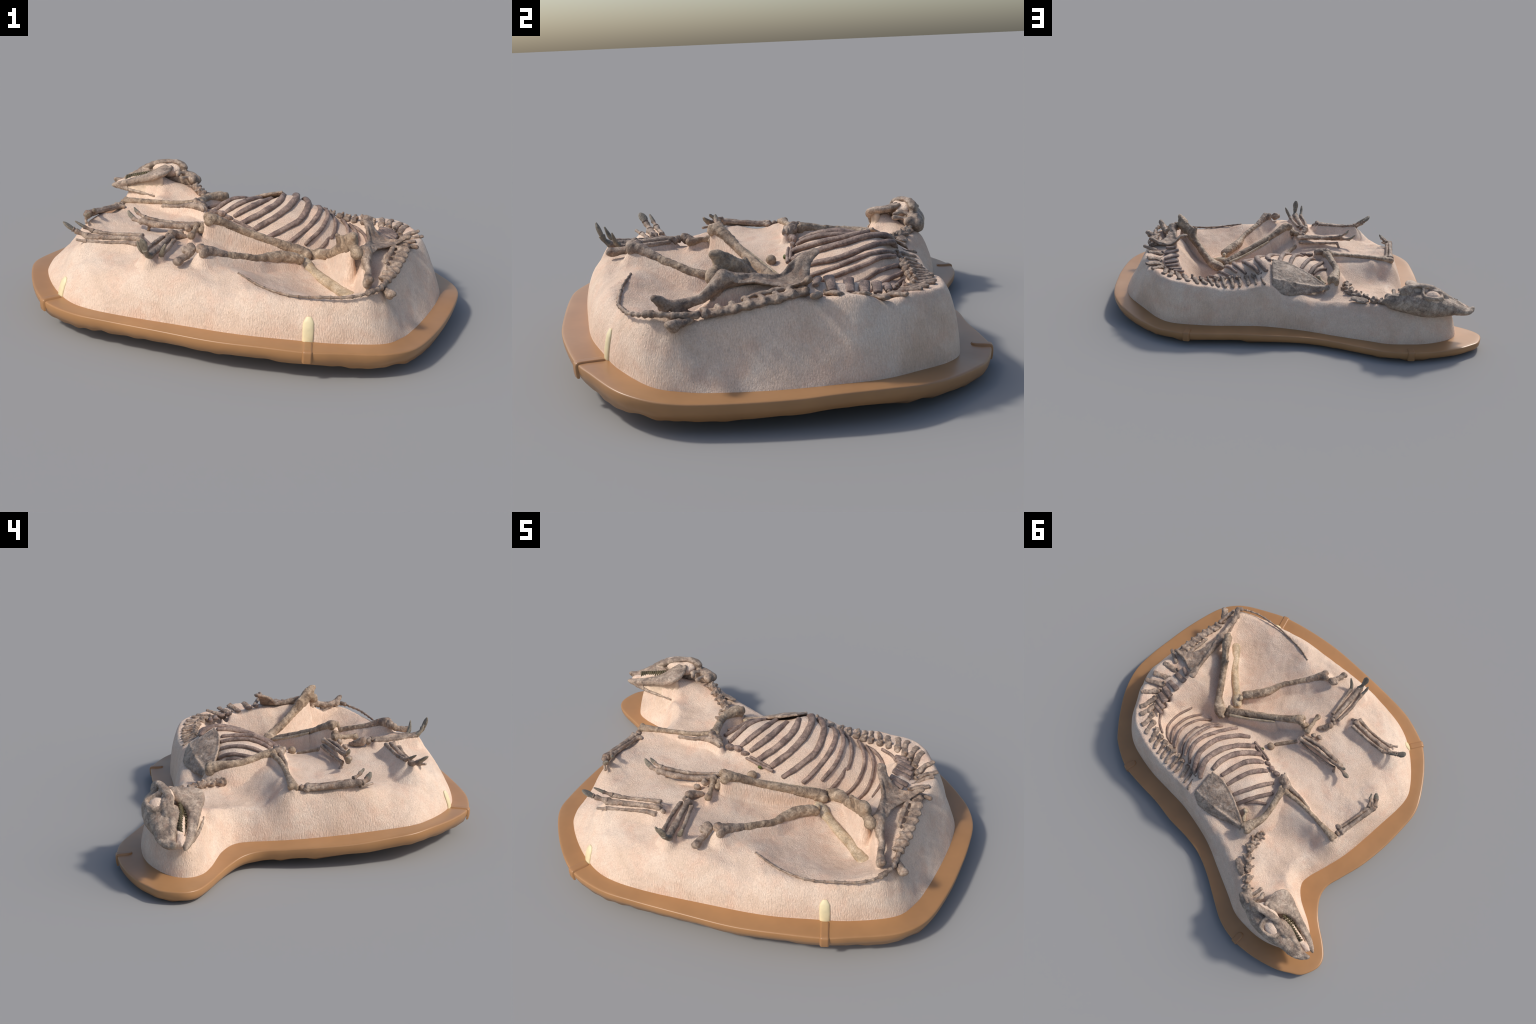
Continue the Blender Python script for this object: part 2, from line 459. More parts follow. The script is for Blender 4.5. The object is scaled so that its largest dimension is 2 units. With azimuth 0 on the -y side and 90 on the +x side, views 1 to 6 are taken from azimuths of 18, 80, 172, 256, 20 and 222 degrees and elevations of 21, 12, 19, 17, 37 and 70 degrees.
# ------------------------------------------------------------------ skeleton: long bones and ribs
def ribs():
    paths = [
        [(.638,.108,.250),(.62,.182,.262),(.577,.246,.270),(.519,.280,.274)],
        [(.538,.034,.185),(.556,.116,.203),(.551,.190,.224),(.525,.242,.245),(.478,.278,.262),(.44,.290,.268)],
        [(.476,.024,.167),(.497,.066,.182),(.507,.107,.203),(.508,.154,.224),(.500,.202,.245),(.475,.247,.261),(.44,.29,.272)],
        [(.405,.010,.179),(.438,.051,.197),(.457,.099,.220),(.464,.153,.245),(.455,.205,.270),(.43,.255,.284),(.40,.30,.286)],
        [(.346,.006,.203),(.365,.035,.222),(.384,.074,.243),(.387,.108,.254),(.401,.118,.258),(.402,.166,.276),(.392,.214,.298),(.359,.282,.305),(.34,.305,.30)],
        [(.308,.013,.247),(.330,.044,.272),(.348,.088,.288),(.355,.137,.305),(.355,.192,.321),(.345,.240,.335),(.312,.303,.328)],
        [(.234,-.035,.254),(.259,.009,.272),(.281,.055,.289),(.300,.104,.307),(.313,.152,.329),(.315,.217,.344),(.296,.272,.344),(.262,.318,.325)],
        [(.140,-.039,.269),(.180,.000,.291),(.216,.052,.307),(.247,.110,.322),(.257,.179,.343),(.250,.247,.361),(.215,.318,.360),(.195,.340,.34)],
        [(.075,-.007,.293),(.107,.026,.313),(.138,.066,.329),(.162,.111,.347),(.181,.163,.362),(.190,.240,.381),(.172,.310,.376),(.15,.345,.35)],
        [(.008,.005,.307),(.040,.033,.326),(.070,.067,.340),(.096,.106,.356),(.117,.154,.366),(.128,.207,.377),(.123,.265,.382)],
        [(-.037,.038,.325),(-.014,.057,.343),(.008,.084,.355),(.027,.114,.364),(.043,.157,.366),(.056,.206,.364),(.068,.253,.361)],
        [(-.091,.058,.329),(-.071,.081,.344),(-.053,.108,.356),(-.035,.139,.365),(-.020,.177,.366),(-.004,.222,.362),(.010,.272,.352)],
        [(-.159,.086,.318),(-.145,.112,.331),(-.132,.137,.344),(-.117,.166,.351),(-.102,.199,.355),(-.076,.245,.350),(-.050,.285,.335)],
        [(-.199,.132,.318),(-.165,.185,.323),(-.132,.241,.328),(-.109,.282,.318),(-.092,.306,.302)],
        [(-.209,.200,.300),(-.177,.220,.308),(-.148,.243,.308),(-.124,.272,.298)]]
    widths = [.006,.006,.0065,.0065,.0075,.0085,.010,.0125,.0135,.0135,.0125,.011,.0095,.0095,.0075]
    for p, w in zip(paths, widths):
        m = len(p)
        rows = [(x, y, z - .004, 1.2 * w * (.80 if k in (0, m - 1) else 1.0), max(.0085, w * .85)) for k, (x, y, z) in enumerate(p)]
        bone("rib", rows, BONE_RIB, rough=.09, cap=.6)
    return paths

RIBS = ribs()

# right forelimb
long_bone("humerus", [(-.222,.372,.290,.030,.030),(-.232,.345,.300,.030,.028),(-.252,.295,.310,.021,.022),(-.258,.243,.318,.017,.019),(-.248,.175,.330,.017,.018),(-.238,.120,.342,.020,.020),(-.232,.085,.345,.024,.022)], BONE_TAN, support=1.6)
long_bone("ulna", [(-.180,.020,.340,.014,.016),(-.215,.040,.345,.020,.020),(-.262,.052,.338,.015,.015),(-.33,.050,.325,.009,.011),(-.40,.062,.318,.008,.010)], BONE_GREY, support=3)
long_bone("radius", [(-.228,.078,.347,.022,.018),(-.265,.084,.342,.016,.015),(-.34,.076,.334,.012,.012),(-.428,.078,.326,.011,.012),(-.51,.085,.318,.013,.013),(-.575,.090,.310,.019,.016),(-.612,.093,.305,.022,.017)], BONE_TAN, support=3)
fused("elbow_joint", [E((-.205,.050,.350),(.030,.022,.020)), E((-.235,.066,.354),(.022,.020,.018)), E((-.185,.030,.335),(.020,.016,.014))], BONE_GREY, rough=.004)
for k,(a,b) in enumerate([((-.592,.027,.299),(.016,.013,.013)),((-.612,.060,.300),(.014,.014,.012)),((-.628,.045,.297),(.013,.012,.012))]):
    ob = fused("carpal_bone", [E(a, b), E((a[0]+.006,a[1]-.006,a[2]+.003),(b[0]*.7,b[1]*.8,b[2]*.9))], BONE_GREY, seed=k, rough=.003)
long_bone("metacarpal", [(-.622,.036,.299,.017,.015),(-.634,-.02,.301,.013,.014),(-.648,-.09,.307,.013,.015),(-.658,-.15,.314,.017,.016),(-.662,-.182,.317,.018,.015)], BONE_GREY)
long_bone("metacarpal", [(-.600,.022,.300,.010,.012),(-.614,-.03,.304,.008,.010),(-.630,-.10,.313,.008,.010),(-.640,-.155,.320,.010,.010)], BONE_GREY)
bone("phalanx", [(-.640,-.165,.330,.010,.010),(-.628,-.190,.337,.008,.008),(-.618,-.203,.344,.008,.008)], BONE_GREY)
bone("phalanx", [(-.618,-.203,.344,.008,.008),(-.612,-.216,.353,.006,.009),(-.610,-.222,.360,.003,.003)], HOOF)
bone("phalanx", [(-.664,-.192,.316,.016,.013),(-.652,-.214,.318,.012,.012),(-.642,-.226,.322,.013,.011)], BONE_GREY)
bone("hoof_bone", [(-.642,-.226,.324,.014,.010),(-.632,-.238,.334,.013,.008),(-.626,-.246,.344,.007,.004)], HOOF)
bone("phalanx", [(-.668,-.185,.302,.010,.009),(-.655,-.22,.300,.008,.007),(-.635,-.252,.299,.005,.004)], BONE_GREY)

# left forelimb, mostly sunk in the rock
bone("humerus", [(.008,-.060,.215,.010,.012),(.008,-.072,.250,.014,.014),(.008,-.077,.278,.024,.020)], BONE_TAN, up=(0,1,0), support=2)
bone("radius", [(-.004,-.110,.262,.012,.012),(-.030,-.138,.272,.012,.013),(-.062,-.168,.288,.011,.013),(-.092,-.196,.303,.010,.012)], BONE_TAN, support=3)
long_bone("metacarpal", [(-.110,-.222,.348,.012,.013),(-.16,-.238,.344,.011,.013),(-.24,-.246,.338,.012,.013),(-.32,-.242,.334,.014,.014),(-.372,-.232,.336,.017,.014)], BONE_GREY)
long_bone("metacarpal", [(-.102,-.202,.350,.010,.012),(-.16,-.212,.346,.008,.010),(-.24,-.220,.342,.008,.010),(-.32,-.221,.346,.009,.010),(-.362,-.224,.352,.010,.010)], BONE_GREY)
long_bone("metacarpal", [(-.115,-.190,.325,.007,.009),(-.20,-.196,.318,.006,.008),(-.30,-.203,.315,.006,.008),(-.345,-.214,.312,.008,.009)], BONE_GREY)
SUPPORT.append((np.array([(-.098,-.208,.345),(-.16,-.225,.332),(-.26,-.236,.306),(-.34,-.234,.288)]), .014, 3))
bone("phalanx", [(-.365,-.224,.353,.010,.010),(-.385,-.223,.362,.009,.008),(-.398,-.222,.370,.009,.008)], BONE_GREY)
bone("hoof_bone", [(-.398,-.222,.370,.010,.008),(-.408,-.222,.380,.009,.006),(-.414,-.222,.390,.004,.003)], HOOF)
bone("phalanx", [(-.376,-.231,.335,.015,.012),(-.402,-.222,.333,.012,.010),(-.422,-.215,.336,.011,.010)], BONE_GREY)
bone("hoof_bone", [(-.422,-.215,.338,.013,.009),(-.438,-.209,.348,.013,.007),(-.452,-.204,.363,.007,.004)], HOOF)
bone("phalanx", [(-.345,-.214,.310,.008,.008),(-.352,-.208,.295,.008,.008),(-.356,-.200,.284,.007,.007)], BONE_GREY)

# detached front foot
long_bone("metacarpal", [(-.262,-.486,.352,.016,.015),(-.31,-.484,.345,.012,.013),(-.38,-.482,.337,.012,.012),(-.45,-.482,.330,.014,.013),(-.505,-.484,.328,.017,.014)], BONE_GREY, support=.9)
long_bone("metacarpal", [(-.270,-.455,.356,.011,.010),(-.33,-.452,.350,.008,.009),(-.42,-.454,.342,.008,.009),(-.49,-.458,.344,.011,.010)], BONE_GREY, support=1.2)
long_bone("metacarpal", [(-.270,-.516,.338,.013,.011),(-.31,-.510,.336,.010,.010),(-.38,-.508,.326,.007,.008),(-.45,-.513,.320,.007,.008),(-.490,-.520,.320,.010,.009)], BONE_GREY, support=.9)
bone("phalanx", [(-.510,-.484,.330,.016,.013),(-.530,-.488,.338,.013,.012),(-.553,-.494,.348,.012,.011)], BONE_GREY)
bone("phalanx", [(-.555,-.495,.349,.012,.011),(-.566,-.499,.357,.012,.010)], BONE_GREY)
bone("hoof_bone", [(-.566,-.499,.358,.013,.008),(-.583,-.505,.370,.019,.008),(-.596,-.511,.382,.016,.006),(-.602,-.514,.388,.008,.003)], HOOF)
bone("phalanx", [(-.495,-.460,.347,.011,.010),(-.515,-.464,.356,.008,.008),(-.530,-.468,.362,.008,.008)], BONE_GREY)
bone("hoof_bone", [(-.530,-.468,.363,.008,.007),(-.548,-.473,.374,.007,.006),(-.565,-.478,.385,.004,.003)], HOOF)
bone("phalanx", [(-.495,-.522,.321,.011,.009),(-.510,-.530,.324,.008,.007),(-.530,-.541,.330,.006,.005)], BONE_GREY)
fused("carpal_bone", [E((-.245,-.492,.338),(.014,.012,.014)), E((-.250,-.485,.328),(.012,.012,.016))], BONE_GREY, rough=.003)

# right hind limb
fused("femur", [T([(.368,-.040,.222,.024,.022),(.388,-.052,.226,.032,.028),(.42,-.078,.240,.028,.026),(.446,-.107,.257,.021,.022),(.48,-.165,.290,.019,.022),(.515,-.222,.330,.019,.025),(.545,-.268,.362,.020,.034),(.575,-.308,.392,.021,.040),(.596,-.335,.412,.021,.038)]),
                T([(.520,-.232,.345,.010,.014),(.518,-.248,.380,.012,.014),(.510,-.257,.402,.008,.010)]),
                T([(.575,-.325,.420,.018,.022),(.600,-.352,.440,.017,.018),(.604,-.370,.446,.012,.012)]),
                T([(.585,-.335,.405,.018,.02),(.620,-.370,.384,.022,.022)], n_len=8), E((.622,-.372,.381),(.027,.027,.027)),
                E((.378,-.070,.222),(.026,.022,.026)), E((.594,-.345,.424),(.026,.024,.032),axis=(.6,-.7,.3)), T([(.520,-.252,.385,.008,.016),(.548,-.284,.400,.008,.018),(.58,-.322,.425,.010,.018)])], BONE_TAN, voxel=.0045, rough=.0025)
SUPPORT.append((np.array([(.446,-.107,.25),(.48,-.165,.283),(.545,-.268,.345),(.59,-.33,.385)]), .010, 6))
long_bone("tibia", [(.342,-.086,.234,.032,.024),(.310,-.098,.248,.028,.028),(.25,-.130,.274,.020,.025),(.17,-.168,.308,.017,.021),(.08,-.208,.347,.017,.018),(.015,-.239,.379,.021,.020),(-.026,-.262,.400,.028,.024),(-.046,-.272,.402,.029,.024)], BONE_TAN, support=8)
bone("fibula", [(.318,-.070,.250,.012,.010),(.24,-.100,.274,.007,.008),(.15,-.144,.308,.006,.008),(.08,-.180,.338,.005,.006)], BONE_PALE, support=3)
bone("patella", [(.348,-.036,.232,.010,.010),(.362,-.040,.228,.014,.013),(.376,-.046,.226,.010,.010)], BONE_TAN)
fused("calcaneus", [T([(-.098,-.268,.360,.016,.017),(-.094,-.300,.356,.013,.014),(-.089,-.340,.354,.012,.014),(-.086,-.366,.352,.016,.017)]), E((-.100,-.258,.360),(.020,.016,.018))], BONE_TAN, rough=.003)
SUPPORT.append((np.array([(-.098,-.268,.355),(-.086,-.366,.345)]), .01, 2.5))
fused("talus", [E((-.066,-.272,.366),(.018,.020,.020)), E((-.075,-.285,.352),(.016,.016,.016))], BONE_TAN, rough=.003)
for k, (c, r, ax) in enumerate([((-.171,-.287,.330),(.016,.013,.013),(1,.2,0)), ((-.144,-.268,.348),(.013,.012,.016),(0,1,0)), ((-.150,-.250,.342),(.012,.010,.012),(1,1,0)), ((-.178,-.400,.350),(.012,.011,.012),(1,0,0)), ((-.163,-.410,.353),(.013,.012,.013),(0,1,0)), ((-.150,-.416,.350),(.010,.010,.012),(1,1,0))]):
    fused("tarsal_bone", [E(c, r, axis=ax), E((c[0]+.005, c[1]+.003, c[2]-.006), (r[0]*.8, r[1], r[2]*.9), axis=ax)], BONE_GREY, seed=k, rough=.003)
fused("tarsal_bone", [T([(-.132,-.330,.330,.014,.012),(-.152,-.345,.338,.016,.016),(-.172,-.372,.352,.018,.020)]), E((-.172,-.376,.356),(.016,.016,.016))], BONE_GREY, rough=.003)
long_bone("metatarsal", [(-.158,-.424,.354,.014,.013),(-.157,-.48,.352,.012,.013),(-.153,-.56,.350,.014,.014),(-.149,-.63,.353,.017,.014),(-.147,-.655,.356,.017,.014)], BONE_GREY, support=1.5)
long_bone("metatarsal", [(-.186,-.432,.352,.009,.010),(-.190,-.50,.352,.008,.010),(-.186,-.58,.354,.008,.010),(-.180,-.635,.360,.010,.010)], BONE_GREY, support=2)
long_bone("metatarsal", [(-.134,-.440,.348,.010,.010),(-.126,-.50,.345,.008,.010),(-.116,-.57,.346,.008,.010),(-.111,-.618,.351,.010,.010)], BONE_GREY, support=2)
bone("phalanx", [(-.147,-.660,.357,.016,.012),(-.148,-.678,.372,.013,.012),(-.150,-.686,.388,.012,.011)], HOOF)
bone("hoof_bone", [(-.150,-.686,.388,.012,.009),(-.152,-.693,.405,.016,.009),(-.154,-.699,.422,.015,.008),(-.156,-.703,.436,.008,.004)], HOOF, up=(0,1,0))
bone("hoof_bone", [(-.180,-.640,.361,.010,.010),(-.184,-.655,.375,.008,.009),(-.187,-.664,.392,.008,.007),(-.189,-.673,.413,.004,.003)], HOOF, up=(0,1,0))
bone("hoof_bone", [(-.110,-.624,.352,.010,.010),(-.101,-.637,.366,.009,.009),(-.091,-.644,.386,.009,.007),(-.081,-.650,.408,.004,.003)], HOOF, up=(0,1,0))

# left hind limb
long_bone("tibia", [(.338,-.215,.252,.022,.022),(.322,-.228,.262,.026,.026),(.285,-.265,.274,.026,.028),(.245,-.320,.284,.022,.026),(.212,-.392,.302,.014,.019),(.175,-.435,.318,.014,.017),(.135,-.480,.333,.015,.017),(.112,-.503,.340,.015,.018)], BONE_TAN, support=1.6, ends=(1, 0))
long_bone("tibia", [(.116,-.498,.341,.016,.018),(.092,-.528,.354,.018,.021),(.066,-.556,.368,.024,.024),(.046,-.577,.375,.029,.024)], BONE_GREY, support=1.4, ends=(0, 1))
fused("talus", [E((-.006,-.575,.376),(.022,.020,.024)), E((-.020,-.590,.372),(.018,.018,.016)), E((-.002,-.590,.366),(.016,.022,.016))], BONE_GREY, rough=.004)
fused("calcaneus", [T([(-.008,-.600,.358,.013,.015),(-.016,-.630,.352,.013,.014),(-.022,-.660,.350,.017,.017)]), E((-.023,-.664,.350),(.018,.016,.016))], BONE_GREY, rough=.003)
bone("femur", [(.340,-.150,.226,.024,.020),(.362,-.172,.222,.030,.024),(.40,-.203,.208,.024,.022),(.46,-.256,.200,.022,.022),(.53,-.322,.200,.023,.022),(.585,-.388,.205,.028,.022),(.615,-.422,.212,.030,.020)], BONE_PALE, rough=.04)
fused("patella", [E((.345,-.186,.252),(.014,.018,.016)), E((.335,-.150,.238),(.016,.014,.014))], BONE_PALE, rough=.002)

# pelvis
ILIUM = [(.778,-.108,.388),(.749,-.105,.366),(.715,-.099,.353),(.680,-.090,.355),(.649,-.076,.368),(.627,-.068,.392),(.606,-.036,.424),(.580,-.036,.427),(.568,-.056,.426),(.590,-.098,.418),(.605,-.116,.403),(.617,-.132,.376),(.628,-.165,.362),(.635,-.24,.369),(.634,-.325,.380),(.652,-.338,.372),(.679,-.30,.366),(.682,-.258,.367),(.697,-.214,.360),(.717,-.177,.357),(.741,-.155,.364),(.763,-.133,.374),(.777,-.118,.385)]
fused("pelvis", [plate_geo(ILIUM, .014, extra=[(.66,-.13,.352),(.69,-.14,.348),(.66,-.2,.357)]),
                 T([(.583,-.046,.424,.018,.010),(.602,-.112,.404,.008,.009),(.627,-.165,.363,.009,.012),(.638,-.24,.368,.012,.016),(.645,-.300,.372,.019,.021),(.650,-.345,.372,.025,.027),(.666,-.385,.350,.018,.021),(.682,-.420,.332,.013,.016),(.690,-.470,.322,.014,.016),(.700,-.515,.326,.016,.016),(.715,-.548,.345,.016,.016),(.720,-.560,.354,.012,.012)]),
                 T([(.680,-.100,.352,.006,.008),(.735,-.116,.362,.008,.010),(.780,-.110,.387,.011,.012)]),
                 T([(.652,-.360,.345,.012,.014),(.664,-.400,.292,.010,.012),(.684,-.450,.284,.010,.012),(.700,-.500,.308,.012,.016)]),
                 E((.703,-.53,.325),(.018,.022,.022)), E((.648,-.345,.378),(.030,.030,.030))], BONE_GREY, voxel=.004, rough=.002)
SUPPORT.append((np.array([(.630,-.17,.348),(.640,-.25,.354),(.650,-.345,.346),(.672,-.43,.30)]), .012, 4))
SUPPORT.append((np.array([(.675,-.44,.292),(.70,-.52,.308)]), .012, 2.8))
fused("ischium", [T([(.748,-.462,.290,.014,.014),(.770,-.488,.289,.017,.012),(.797,-.526,.292,.020,.014)]), E((.790,-.515,.285),(.018,.020,.022))], BONE_GREY, rough=.003)

# scapula: blade with a raised spine, and lower half folded outward
SC = [(.109,.287,.386),(.120,.345,.352),(.118,.408,.317),(.090,.424,.292),(.036,.436,.262),(-.037,.424,.248),(-.103,.404,.243),(-.167,.392,.242),(-.205,.388,.244),(-.190,.362,.254),(-.150,.345,.276),(-.093,.318,.310),(-.045,.300,.332),(.010,.284,.356),(.060,.275,.376)]
fused("scapula", [plate_geo(SC, .014, extra=[(.04,.345,.338),(-.05,.355,.298),(.02,.395,.300)], edge=.02),
                  T([(.118,.405,.318,.006,.008),(.06,.404,.300,.007,.012),(-.03,.400,.276,.008,.014),(-.11,.386,.258,.009,.013),(-.19,.374,.248,.012,.014)]),
                  T([(.108,.285,.386,.006,.007),(.040,.278,.368,.006,.008),(-.05,.300,.330,.006,.008),(-.12,.332,.292,.007,.009),(-.185,.365,.252,.010,.012)]),
                  plate_geo([(.118,.408,.314),(.128,.424,.285),(.120,.436,.262),(.095,.446,.246),(.034,.448,.236),(-.037,.436,.230),(-.103,.412,.232),(-.160,.394,.238),(-.10,.392,.254),(-.03,.404,.270),(.06,.408,.296)], .010, edge=.01),
                  E((-.200,.378,.246),(.020,.022,.020))], BONE_BLADE, voxel=.004, rough=.0015)
fused("coracoid_bone", [E((-.150,.300,.285),(.016,.014,.014)), T([(-.15,.30,.283,.008,.01),(-.165,.325,.272,.009,.01),(-.178,.345,.265,.012,.01)])], BONE_PALE, rough=.003)

# breastbone
for c, r, ax in [((-.140,.035,.330),(.022,.015,.011),(1,.1,0)), ((-.098,.031,.332),(.020,.014,.011),(1,0,0)), ((-.060,.020,.318),(.022,.010,.010),(1,.1,0))]:
    fused("sternebra", [E(c, r, axis=ax), E((c[0], c[1], c[2] - .006), r, axis=ax)], BONE_RIB, rough=.003)
bone("costal_cartilage", [(-.045,.000,.306,.006,.007),(.02,-.018,.296,.008,.008),(.086,-.032,.284,.008,.008)], BONE_RIB, rough=.15)
bone("costal_cartilage", [(-.03,.008,.312,.005,.006),(.02,-.004,.302,.006,.006),(.075,-.018,.290,.006,.006)], BONE_RIB, rough=.15)

# ------------------------------------------------------------------ spine
COL = [(.717,-.037,.318),(.723,.022,.304),(.722,.070,.297),(.716,.118,.293),(.695,.170,.296),(.662,.213,.298),(.632,.247,.296),(.592,.276,.295),(.545,.296,.293),(.500,.310,.289),(.456,.319,.288),(.420,.323,.292),(.386,.325,.298),(.342,.326,.301),(.302,.329,.303),(.256,.336,.306),(.215,.341,.313),(.180,.347,.322)]
TIPS = [(.795,-.019,.338),(.799,.063,.333),(.807,.120,.317),(.775,.191,.314),(.713,.259,.308),(.680,.292,.308),(.628,.332,.303),(.576,.351,.297),(.527,.369,.288),(.478,.378,.289),(.445,.387,.283),(.410,.395,.278),(.375,.399,.275),(.338,.401,.275),(.300,.403,.278),(.254,.403,.285),(.212,.414,.292),(.165,.430,.300)]

def spine():
    n = len(COL)
    C = np.array(COL); TP = np.array(TIPS)
    tan = np.gradient(C, axis=0); tan /= np.linalg.norm(tan, axis=1)[:, None]
    for k in range(n):
        c, t, tip = C[k], tan[k], TP[k]
        out = tip - c; L = np.linalg.norm(out); d = out / L
        lat = np.cross(t, d); lat /= np.linalg.norm(lat)
        if lat[2] < 0: lat = -lat
        j = RNG.normal(0, 1, 12)
        lumbar = k < 5; mid = 5 <= k < 9
        parts = [E(c - d * .006 - lat * .008, (.017, .014, .013), axis=t),
                 E(c + lat * (.004 + .003 * j[0]) + t * .004, (.008, .007, .009), axis=lat),
                 E(c + lat * .002 - t * .010 + d * .004, (.010, .009, .008), axis=t)]
        w0, w1 = (.015, .0155) if lumbar else ((.0145, .014) if mid else (.0095, .009))
        th = .008 if lumbar else .007
        bend = t * (.004 * j[1])
        dips = lat * (.004 if lumbar else .0)
        r = [tuple(c + d * .004) + (w0 * 1.1, th), tuple(c + d * L * .4 + bend + dips) + (w0 * .92, th), tuple(c + d * L * .75 + bend) + (w0 * .95, th), tuple(tip) + (w1 * (.95 + .1 * j[2]), th * .85)]
        parts.append(T(r, n_len=14, up=lat, seed=k, rough=.08, cap=.5))
        # little joint knobs
        for m in range(1):
            parts.append(E(c + lat * (.012 + .004 * j[3 + m]) + t * (.012 * (1 if m else -1)) + d * .006 * j[6 + m], (.007, .006, .009), axis=lat))
        name = "lumbar_vertebra" if lumbar else "thoracic_vertebra"
        fused(name, parts, BONE_GREY, voxel=.0035, smooth=2, seed=k, rough=.0025, rscale=80)
    # broad transverse processes toward the belly
    for a, b, w in [((.690,-.070,.345),(.640,-.050,.352),.013),((.700,-.020,.325),(.624,-.012,.349),.017),((.700,.035,.315),(.624,.050,.338),.018),((.698,.082,.308),(.628,.100,.323),.018),((.692,.125,.303),(.626,.140,.318),.017),((.675,.165,.302),(.612,.175,.305),.015),((.655,.195,.300),(.60,.205,.298),.012)]:
        bone("transverse_process", [(*a, w * .8, .008), (*[(p + q) / 2 for p, q in zip(a, b)], w * .95, .008), (*b, w, .008)], BONE_RIB, rough=.06, cap=.5)
    bone("lumbar_vertebra", [(.755,-.075,.330,.012,.012),(.790,-.092,.338,.010,.010),(.816,-.107,.344,.011,.010)], BONE_GREY)
    # sacrum
    S = [(.770,-.120,.345),(.778,-.165,.342),(.780,-.205,.334),(.777,-.247,.327),(.773,-.290,.320),(.770,-.332,.312),(.764,-.375,.306),(.757,-.420,.300)]
    parts = [T([(*p, .014, .010) for p in S], seed=3, rough=.1)]
    for k, p in enumerate(S):
        parts.append(T([(p[0] - .030, p[1] - .004, p[2] + .014, .010, .006), (p[0] - .012, p[1], p[2] + .012, .007, .007), (p[0] + .006, p[1] + .004, p[2] + .010, .012, .008)], n_len=9, seed=k))
        parts.append(E((p[0] + .008, p[1], p[2] + .002), (.014, .012, .012)))
    parts.append(T([(p[0] - .014, p[1], p[2] + .004, .017, .007) for p in S], seed=9, rough=.08))
    parts.append(T([(.730,-.140,.356,.010,.008),(.728,-.22,.345,.010,.008),(.725,-.30,.332,.008,.007)]))
    fused("sacrum", parts, BONE_GREY, voxel=.004, smooth=2, rough=.003, rscale=70)
    # tail
    tail = np.array([(.757,-.440,.303),(.755,-.480,.304),(.752,-.515,.306),(.746,-.545,.310),(.735,-.570,.312),(.718,-.590,.308),(.696,-.607,.302),(.668,-.622,.298),(.630,-.638,.294),(.590,-.645,.291),(.551,-.650,.288),(.510,-.655,.283),(.470,-.658,.280),(.430,-.657,.279),(.395,-.654,.281),(.360,-.649,.284),(.325,-.643,.289),(.290,-.635,.297),(.255,-.622,.305),(.230,-.612,.311),(.207,-.603,.316)])
    m = len(tail)
    for k in range(m - 1):
        a, b = tail[k], tail[k + 1]
        d = b - a; g = .06
        f = 1 - k / m
        if k < 5:
            w = .012
            bone("tail_vertebra", [(*(a + d * g), w, w), (*(a + d * .5), w * .8, w * .8), (*(b - d * g), w * .95, w * .95)], BONE_GREY, n_len=8, rough=.2)
        else:
            w = .0078 * (.5 + .5 * f)
            bone("tail_vertebra", [(*(a + d * .03), w * 1.25, w * 1.25), (*(a + d * .2), w * .8, w * .9), (*(a + d * .8), w * .8, w * .9), (*(b - d * .03), w * 1.25, w * 1.25)], BONE_GREY, n_len=10, rough=.1, cap=.3)
    return tail

TAIL = spine()

# neck
NECK = [(-.452,.606,.254),(-.416,.566,.248),(-.375,.520,.246),(-.338,.478,.248),(-.308,.430,.248),(-.298,.385,.246),(-.300,.340,.250)]
for k, p in enumerate(NECK):
    j = RNG.normal(0, 1, 8)
    p = np.array(p)
    q = np.array(NECK[min(k + 1, 6)]) - np.array(NECK[max(k - 1, 0)]); q = q / np.linalg.norm(q)
    side = np.cross(q, [0, 0, 1]); side /= np.linalg.norm(side)
    parts = [E(p - [0, 0, .004], (.029, .021, .020), axis=q),
             T([(*(p + side * .012), .011, .010), (*(p + side * .030 + q * .01 * j[0] + [0, 0, .006]), .006, .007)], n_len=6),
             T([(*(p - side * .012), .011, .010), (*(p - side * .028 + q * .01 * j[1] + [0, 0, .002]), .006, .007)], n_len=6),
             E(p + q * .014 + side * .008 + [0, 0, .010], (.010, .008, .010), axis=side),
             E(p - q * .014 - side * .006 + [0, 0, .010], (.010, .008, .009), axis=side),
             T([(*(p + [0, 0, .004]), .008, .006), (*(p + q * .006 + side * .004 * j[2] + [0, 0, .020 + .003 * j[3]]), .006, .004)], n_len=6, up=(1, 0, 0))]
    fused("cervical_vertebra", parts, BONE_GREY, voxel=.0035, smooth=2, seed=40 + k, rough=.003, rscale=80)
fused("cervical_spine_plate", [plate_geo([(-.290,.530,.246),(-.320,.560,.236),(-.360,.578,.236),(-.385,.568,.242),(-.375,.545,.252),(-.335,.520,.252),(-.305,.510,.252)], .012)], BONE_GREY, rough=.001)

